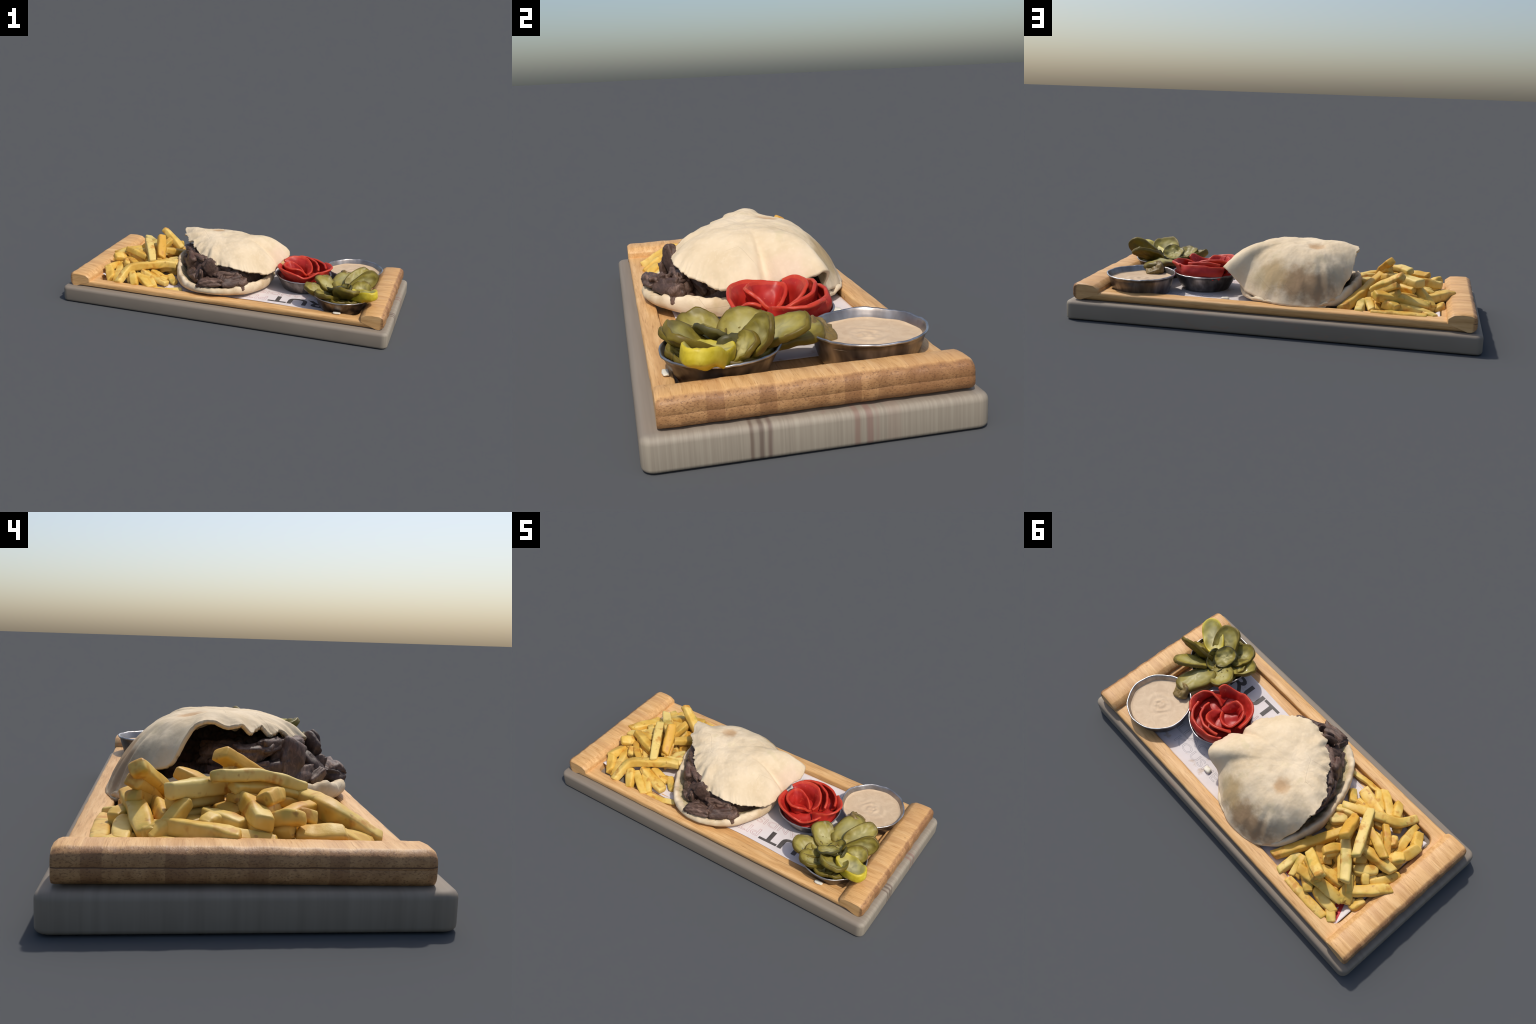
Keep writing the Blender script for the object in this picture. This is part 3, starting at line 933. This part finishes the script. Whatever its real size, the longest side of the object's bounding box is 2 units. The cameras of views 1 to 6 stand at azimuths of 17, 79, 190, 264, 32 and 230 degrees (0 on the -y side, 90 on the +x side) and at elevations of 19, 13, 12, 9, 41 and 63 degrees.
def top_bread():
    N, M = 480, 84
    verts, faces = [], []
    for i in range(M + 1):
        f = (i / M) ** 0.8
        for k in range(N):
            d = 360 * k / N
            a = math.radians(d)
            ca, sa = math.cos(a), math.sin(a)
            R, ze, rag, z = top_height(d, f)
            # torn, scalloped edge; only the last strip of the sheet is affected
            R += rag * (0.009 * noise.noise(Vector((ca * 9, sa * 9, 1))) + 0.006 * noise.noise(Vector((ca * 26, sa * 26, 5)))
                        + 0.004 * noise.noise(Vector((ca * 80, sa * 80, 2)))) * smooth(.88, 1, f)
            for c, w, depth, start in CREASE:
                g = (d - c + 180) % 360 - 180
                z -= depth * math.exp(-(g / w) ** 2) * smooth(start, 1.0, f)
            x, y = TOP_C[0] + R * f * ca, TOP_C[1] + R * f * sa
            for dx, dy, r, depth in DENTS:
                z -= depth * math.exp(-((x - dx) ** 2 + (y - dy) ** 2) / (r * r))
            z += 0.0040 * fbm((x, y, 0), 12, 15, 2) + 0.0060 * fbm((x, y, 0), 7, 3) + 0.0022 * fbm((x, y, 0), 20, 6) + 0.0008 * fbm((x, y, 0), 60, 2)
            z += 0.004 * fbm((x, y, 0), 20, 12) * smooth(.80, 1, f) * rag
            out = 0.007 * fbm((x, y, z), 8, 8, 2) * smooth(.6, 1, f)
            verts.append((x + out * ca, y + out * sa, max(z, 0.139)))
    for i in range(M):
        for k in range(N):
            faces.append((i*N + k, i*N + (k+1) % N, (i+1)*N + (k+1) % N, (i+1)*N + k))
    ob = mesh_obj("upper_bread", verts, faces, [BREAD, CRUMB], pita)
    bm = bmesh.new()
    bm.from_mesh(ob.data)
    bmesh.ops.remove_doubles(bm, verts=bm.verts, dist=1e-5)
    bmesh.ops.recalc_face_normals(bm, faces=bm.faces)
    if sum(f.normal.z for f in bm.faces) < 0:
        bmesh.ops.reverse_faces(bm, faces=bm.faces)
    bm.to_mesh(ob.data)
    bm.free()
    s = ob.modifiers.new("thick", "SOLIDIFY")
    s.thickness, s.offset, s.material_offset = 0.012, -1, 1
    bake(ob).data.shade_smooth()
top_bread()


# -------------------------------------------------------------- roast meat
def chunk(center, size, direction, roll, seed, name="meat_chunk", sub=4, rough=0.24):
    """Torn lump of meat: a boxy ellipsoid, long axis along direction, with fibres and dents."""
    bm = bmesh.new()
    bmesh.ops.create_icosphere(bm, subdivisions=sub, radius=1.0)
    d = Vector(direction).normalized()
    rot = d.to_track_quat('X', 'Z').to_matrix() @ Matrix.Rotation(roll, 3, 'X')
    for v in bm.verts:
        p = v.co.copy()
        m = max(abs(p.x), abs(p.y), abs(p.z))
        p = p.lerp(p / m, 0.55) * 0.86
        q = Vector((p.x * 0.8, p.y * 1.25, p.z * 1.25)) * 0.72 + Vector((seed * 3.1, seed * 1.7, seed))
        dist = noise.voronoi(q)[0]
        w = fbm(p, 0.8, seed, 2) * rough * 0.9 + rough * (smooth(0.0, 0.45, dist[1] - dist[0]) - 0.6)
        w += 0.035 * fbm(Vector((p.x * 1.2, p.y * 5, p.z * 5)), 1.0, seed + 8, 2)
        p = p * (1 + w)
        p.z += 0.25 * p.x * p.x * math.sin(seed)
        v.co = Vector(center) + rot @ Vector((p.x * size[0], p.y * size[1], p.z * size[2]))
        v.co.z = max(v.co.z, FLOOR + 0.012)
    me = bpy.data.meshes.new(name)
    bm.to_mesh(me)
    bm.free()
    me.materials.append(MEAT)
    me.shade_smooth()
    ob = bpy.data.objects.new(name, me)
    link(ob, pita)
    ob.matrix_parent_inverse = Matrix.Translation(pita.location).inverted()
    return ob


CHUNKS = [((-.248, -.172, .262), (.070, .048, .070), (.3, -.3, .9)), ((-.232, -.215, .205), (.075, .034, .048), (.7, -.7, .1)),
          ((-.282, -.130, .225), (.070, .036, .055), (.5, -.8, .2)), ((-.268, -.115, .300), (.065, .040, .034), (.8, -.6, .1)),
          ((-.095, -.262, .258), (.070, .026, .060), (.5, .3, -.8)), ((-.165, -.245, .225), (.060, .040, .055), (.3, .6, .6)),
          ((-.066, -.338, .207), (.080, .044, .034), (.95, .10, .10)), ((-.118, -.330, .190), (.050, .038, .036), (.3, .9, .1)),
          ((.040, -.285, .202), (.070, .046, .042), (.8, .5, .1)), ((.092, -.252, .194), (.036, .055, .042), (.5, .7, .3)),
          ((.000, -.245, .230), (.080, .040, .040), (.9, .3, .1)), ((-.040, -.225, .268), (.065, .036, .034), (.9, -.2, .2)),
          ((-.322, -.055, .225), (.070, .042, .050), (.2, -.95, .1)), ((-.312, -.050, .285), (.070, .038, .036), (.4, -.9, .0)),
          ((-.325, .020, .220), (.060, .040, .040), (.1, .95, .1)), ((-.285, .030, .280), (.070, .038, .040), (.3, .9, .1)),
          ((-.190, -.185, .300), (.075, .040, .030), (.8, -.6, .0)), ((-.200, -.268, .192), (.045, .022, .040), (.5, -.6, .4)),
          ((-.155, -.285, .220), (.048, .018, .034), (.1, -.2, .9)), ((-.210, -.200, .255), (.056, .018, .034), (.2, .1, .95)),
          ((-.010, -.310, .215), (.034, .016, .030), (.3, .4, .8)), ((.065, -.270, .222), (.040, .016, .026), (.4, .2, .8))]
for k, (c, s, d) in enumerate(CHUNKS):
    c = (LOW_C[0] + (c[0] - LOW_C[0]) * .985, LOW_C[1] + (c[1] - LOW_C[1]) * .99, c[2])
    chunk(c, (s[0] * 1.1, s[1] * .92, s[2] * .90), d, rng.uniform(-.5, .5), 3.7 + k * 1.3)
for k in range(22):
    d = math.radians(rng.uniform(165, 335))
    R = periodic(LOW, math.degrees(d))[0] * rng.uniform(.40, .70)
    s = rng.uniform(.030, .050)
    x, y = LOW_C[0] + R * math.cos(d), LOW_C[1] + R * math.sin(d)
    chunk((x, y, rng.uniform(.18, .27) - 0.10 * max(0, x)), (s * 1.5, s * .6, s * .75),
          (-math.sin(d), math.cos(d), rng.uniform(-.8, .8)), rng.uniform(0, 6), 40 + k * 1.7, sub=4)


def core():
    """Mound of filling hidden under the bread."""
    verts, faces = [], []
    N, M = 120, 40
    for i in range(M + 1):
        f = i / M
        for k in range(N):
            d = 360 * k / N
            a = math.radians(d)
            R = periodic(LOW, d)[0] * 0.78
            Rt, ze, rag, zt = top_height(d, min(1, f * R / periodic(TOP, d)[0]))
            x, y = LOW_C[0] + R * f * math.cos(a), LOW_C[1] + R * f * math.sin(a)
            low = smooth(-.06, .16, y) * smooth(-.02, -.22, x)
            z = .135 + (min(zt - .035, .325) - .06 * low - .135) * (1 - f ** 4)
            z = max(.135, z + .030 * fbm((x, y, 0), 15, 5) * (1 - f ** 6))
            verts.append((x, y, z))
    for i in range(M):
        for k in range(N):
            faces.append((i*N + k, i*N + (k+1) % N, (i+1)*N + (k+1) % N, (i+1)*N + k))
    ob = mesh_obj("meat_filling", verts, faces, MEAT, pita)
    ob["kind"] = "stuff"
core()

# ------------------------------------------------------------- french fries
fries = empty("french_fries", (-0.62, 0, FLOOR + 0.006), "heap of thick golden french fries", "fries")


def fry(points, w=0.044, h=0.036, seed=0, taper=(0.9, 0.85), drop=True, roll=None):
    """One potato stick along points (given on its upper face), rounded-square section."""
    r = random.Random(seed * 31 + 5)
    pts = [Vector(p) for p in points]
    if len(pts) == 2:
        mid = (pts[0] + pts[1]) / 2
        L = (pts[1] - pts[0]).length
        mid += Vector((r.uniform(-1, 1), r.uniform(-1, 1), r.uniform(-.2, 1))) * L * 0.045
        pts.insert(1, mid)
    if drop:
        pts = [p - Vector((0, 0, h * 0.5)) for p in pts]
    pts = [Vector((p.x, p.y, max(p.z, (FLOOR + 0.004 if p.y > -.27 else .097) + h * 0.5))) for p in pts]
    roll = r.uniform(-.5, .5) if roll is None else roll
    n = 22
    ring = 20
    verts, faces = [], []
    L = sum((pts[i+1] - pts[i]).length for i in range(len(pts) - 1))
    ts = [0.0, 0.0] + [k / (n - 1) for k in range(n)] + [1.0, 1.0]
    sh = [0.55, 0.86] + [1.0] * n + [0.86, 0.55]
    off = [-0.0055, -0.003] + [0.0] * n + [0.003, 0.0055]
    cut0, cut1 = r.uniform(-.45, .45), r.uniform(-.45, .45)
    for t, s, o in zip(ts, sh, off):
        p = curve(pts, t)
        d = (curve(pts, min(1, t + .03)) - curve(pts, max(0, t - .03))).normalized()
        sd = d.cross(Vector((0, 0, 1)))
        sd = sd.normalized() if sd.length > .05 else Vector((1, 0, 0))
        up = sd.cross(d).normalized()
        q = Matrix.Rotation(roll + 0.25 * (t - .5) * r.choice((1, 1)), 3, d)
        sd, up = q @ sd, q @ up
        tp = (taper[0] + (1 - taper[0]) * smooth(0, .35, t)) * (taper[1] + (1 - taper[1]) * smooth(1, .65, t)) * s
        for k in range(ring):
            a = 2 * PI * (k + .5) / ring
            ca, sa = math.cos(a), math.sin(a)
            e = 0.44
            cx = math.copysign(abs(ca) ** e, ca) * w / 2 * tp
            cz = math.copysign(abs(sa) ** e, sa) * h / 2 * tp
            endw = smooth(.22, 0, t) * cut0 - smooth(.78, 1, t) * cut1
            v = p + d * (o + endw * cx) + sd * cx + up * cz
            v += Vector((fbm(v, 16, seed), fbm(v, 16, seed + 3), fbm(v, 16, seed + 6))) * 0.0035
            v.z = max(v.z, FLOOR + 0.004 if v.y > -.27 else .097)
            verts.append(v)
    R = len(ts)
    for i in range(R - 1):
        for k in range(ring):
            faces.append((i*ring + k, i*ring + (k+1) % ring, (i+1)*ring + (k+1) % ring, (i+1)*ring + k))
    faces.append(tuple(range(ring)))
    faces.append(tuple(range((R-1)*ring, R*ring)))
    mesh_obj("french_fry", verts, faces, FRY, fries)


W, T = 0.044, 0.036
FRIES = [
    # the sticks that lie on top: points along the upper face, width, height
    ([(-.350, .318, .142), (-.43, .165, .20), (-.508, .012, .262)], .044, .040),
    ([(-.553, .048, .338), (-.522, -.022, .292), (-.495, -.095, .248)], .048, .036),
    ([(-.652, .060, .292), (-.59, -.045, .285), (-.516, -.174, .244)], .046, .030),
    ([(-.400, -.100, .220), (-.47, -.135, .226), (-.55, -.185, .222), (-.642, -.240, .208), (-.674, -.345, .136)], .044, .044),
    ([(-.618, .260, .312), (-.55, .228, .270), (-.475, .190, .222)], .048, .038),
    ([(-.500, .286, .222), (-.62, .255, .205), (-.748, .226, .172)], .050, .044),
    ([(-.562, .205, .205), (-.692, .179, .190)], .050, .036),
    ([(-.556, .034, .258), (-.63, .10, .268), (-.704, .180, .270)], .048, .042),
    ([(-.690, .140, .235), (-.768, .213, .165)], .034, .036),
    ([(-.735, .180, .190), (-.80, .10, .195), (-.858, .022, .192)], .048, .042),
    ([(-.803, .218, .156), (-.812, .150, .160)], .040, .042),
    ([(-.632, -.010, .236), (-.72, -.028, .230), (-.808, -.040, .219)], .046, .042),
    ([(-.588, -.100, .236), (-.66, -.078, .250), (-.738, -.046, .256)], .042, .036),
    ([(-.617, -.185, .212), (-.68, -.13, .21), (-.735, -.075, .20)], .036, .034),
    ([(-.590, -.085, .236), (-.648, -.058, .230)], .042, .036),
    ([(-.690, -.175, .200), (-.718, -.135, .212)], .034, .034),
    ([(-.700, -.322, .138), (-.725, -.22, .165), (-.752, -.130, .180)], .040, .036),
    ([(-.738, -.302, .132), (-.792, -.222, .186)], .050, .042),
    ([(-.795, -.232, .186), (-.772, -.130, .178)], .050, .042),
    ([(-.752, -.068, .204), (-.796, -.128, .226)], .052, .036),
    ([(-.560, -.345, .140), (-.615, -.260, .184)], .042, .036),
    ([(-.460, -.338, .136), (-.52, -.30, .160), (-.585, -.250, .172)], .040, .036),
    ([(-.446, -.322, .130), (-.51, -.25, .160), (-.590, -.160, .182)], .046, .036),
    ([(-.385, -.262, .120), (-.47, -.238, .155), (-.566, -.212, .184)], .056, .032),
    ([(-.276, -.298, .124), (-.356, -.318, .112), (-.448, -.322, .118)], .030, .016),
    ([(-.679, .092, .205), (-.750, .002, .195)], .046, .040),
    ([(-.728, .062, .202), (-.764, .095, .196)], .038, .038),
    ([(-.770, .075, .176), (-.832, -.066, .172)], .042, .040),
    ([(-.615, .280, .172), (-.750, .290, .152)], .044, .036),
    ([(-.705, .268, .152), (-.780, .330, .142)], .044, .036),
    ([(-.545, .278, .184), (-.605, .316, .176)], .044, .042),
    ([(-.430, .352, .142), (-.432, .220, .168)], .042, .038),
    ([(-.490, .316, .142), (-.463, .215, .178)], .036, .036),
    ([(-.512, .304, .142), (-.498, .220, .176)], .034, .034),
    ([(-.490, .345, .146), (-.61, .345, .142), (-.742, .342, .136)], .044, .034),
    ([(-.347, -.222, .122), (-.402, -.170, .160)], .038, .030),
    ([(-.412, -.196, .122), (-.512, -.180, .178)], .040, .032),
    ([(-.410, .000, .212), (-.462, -.065, .206)], .052, .036),
    ([(-.470, .118, .200), (-.555, .178, .188)], .044, .036),
    ([(-.530, .155, .282), (-.545, .105, .262), (-.562, .064, .232)], .040, .034),
    ([(-.560, .097, .205), (-.615, .101, .200)], .046, .038),
    ([(-.520, .127, .198), (-.570, .162, .196)], .044, .038),
    ([(-.630, .052, .210), (-.680, .012, .200)], .046, .038),
    ([(-.380, -.060, .210), (-.480, -.115, .220)], .046, .036),
    ([(-.600, -.300, .130), (-.660, -.220, .165)], .044, .036),
    ([(-.640, -.020, .175), (-.700, .090, .185)], .044, .036),
]
for k, (pts, w, h) in enumerate(FRIES):
    fry(pts, w * 1.12, h * 1.12, k + 1)
    # a stick underneath carries each raised one
    top = sum(p[2] for p in pts) / len(pts)
    if top > .205:
        a, b = Vector(pts[0]), Vector(pts[-1])
        a, b = a.lerp(b, .10), b.lerp(a, .10)
        j = Vector((rng.uniform(-.016, .016), rng.uniform(-.016, .016), -h * .85))
        fry([a + j, b + j], w, h, 60 + k)
        if top > .24:
            j.z = -h * 1.8
            fry([a + j, b + j], w * 1.1, h, 160 + k)
# lower layers, mostly hidden, fill the heap
for k in range(60):
    layer = k // 30
    x = rng.uniform(-.79, -.42) if layer == 0 else rng.uniform(-.72, -.44)
    y = rng.uniform(-.24, .27) if layer == 0 else rng.uniform(-.11, .22)
    z = (.138 if layer == 0 else .168) + rng.uniform(0, .012)
    a = rng.uniform(0, PI)
    L = rng.uniform(.05, .085)
    dx, dy = L * math.cos(a), L * math.sin(a)
    p0 = (max(-.79, min(-.40, x - dx)), max(-.30, min(.31, y - dy)), z + rng.uniform(-.006, .006))
    p1 = (max(-.79, min(-.40, x + dx)), max(-.30, min(.31, y + dy)), z + rng.uniform(-.006, .006))
    if (Vector(p0) - Vector(p1)).length > .05 and (y > -.14 or k % 3 == 0):
        fry([p0, p1], .048, .040, 300 + k)


# ------------------------------------------------------------------- crumbs
def scrap(center, size, seed, label):
    bm = bmesh.new()
    bmesh.ops.create_icosphere(bm, subdivisions=3, radius=1)
    for v in bm.verts:
        p = v.co.copy()
        p = p / max(abs(p.x), abs(p.y), abs(p.z)) * 0.6 + p * 0.4
        p *= 1 + 0.2 * fbm(p, 1.0, seed, 2)
        v.co = Vector(center) + Vector((p.x * size[0], p.y * size[1], p.z * size[2]))
    me = bpy.data.meshes.new("onion_scrap")
    bm.to_mesh(me)
    bm.free()
    me.materials.append(ONION)
    me.shade_smooth()
    ob = link(bpy.data.objects.new("onion_scrap", me))
    ob["label"], ob["category"] = label, "onion"


scrap((.238, .262, .118), (.020, .016, .007), 1, "small pale scrap of onion on the paper")
scrap((.693, -.360, .139), (.022, .010, .004), 2, "thin pale scrap of onion on the rail")
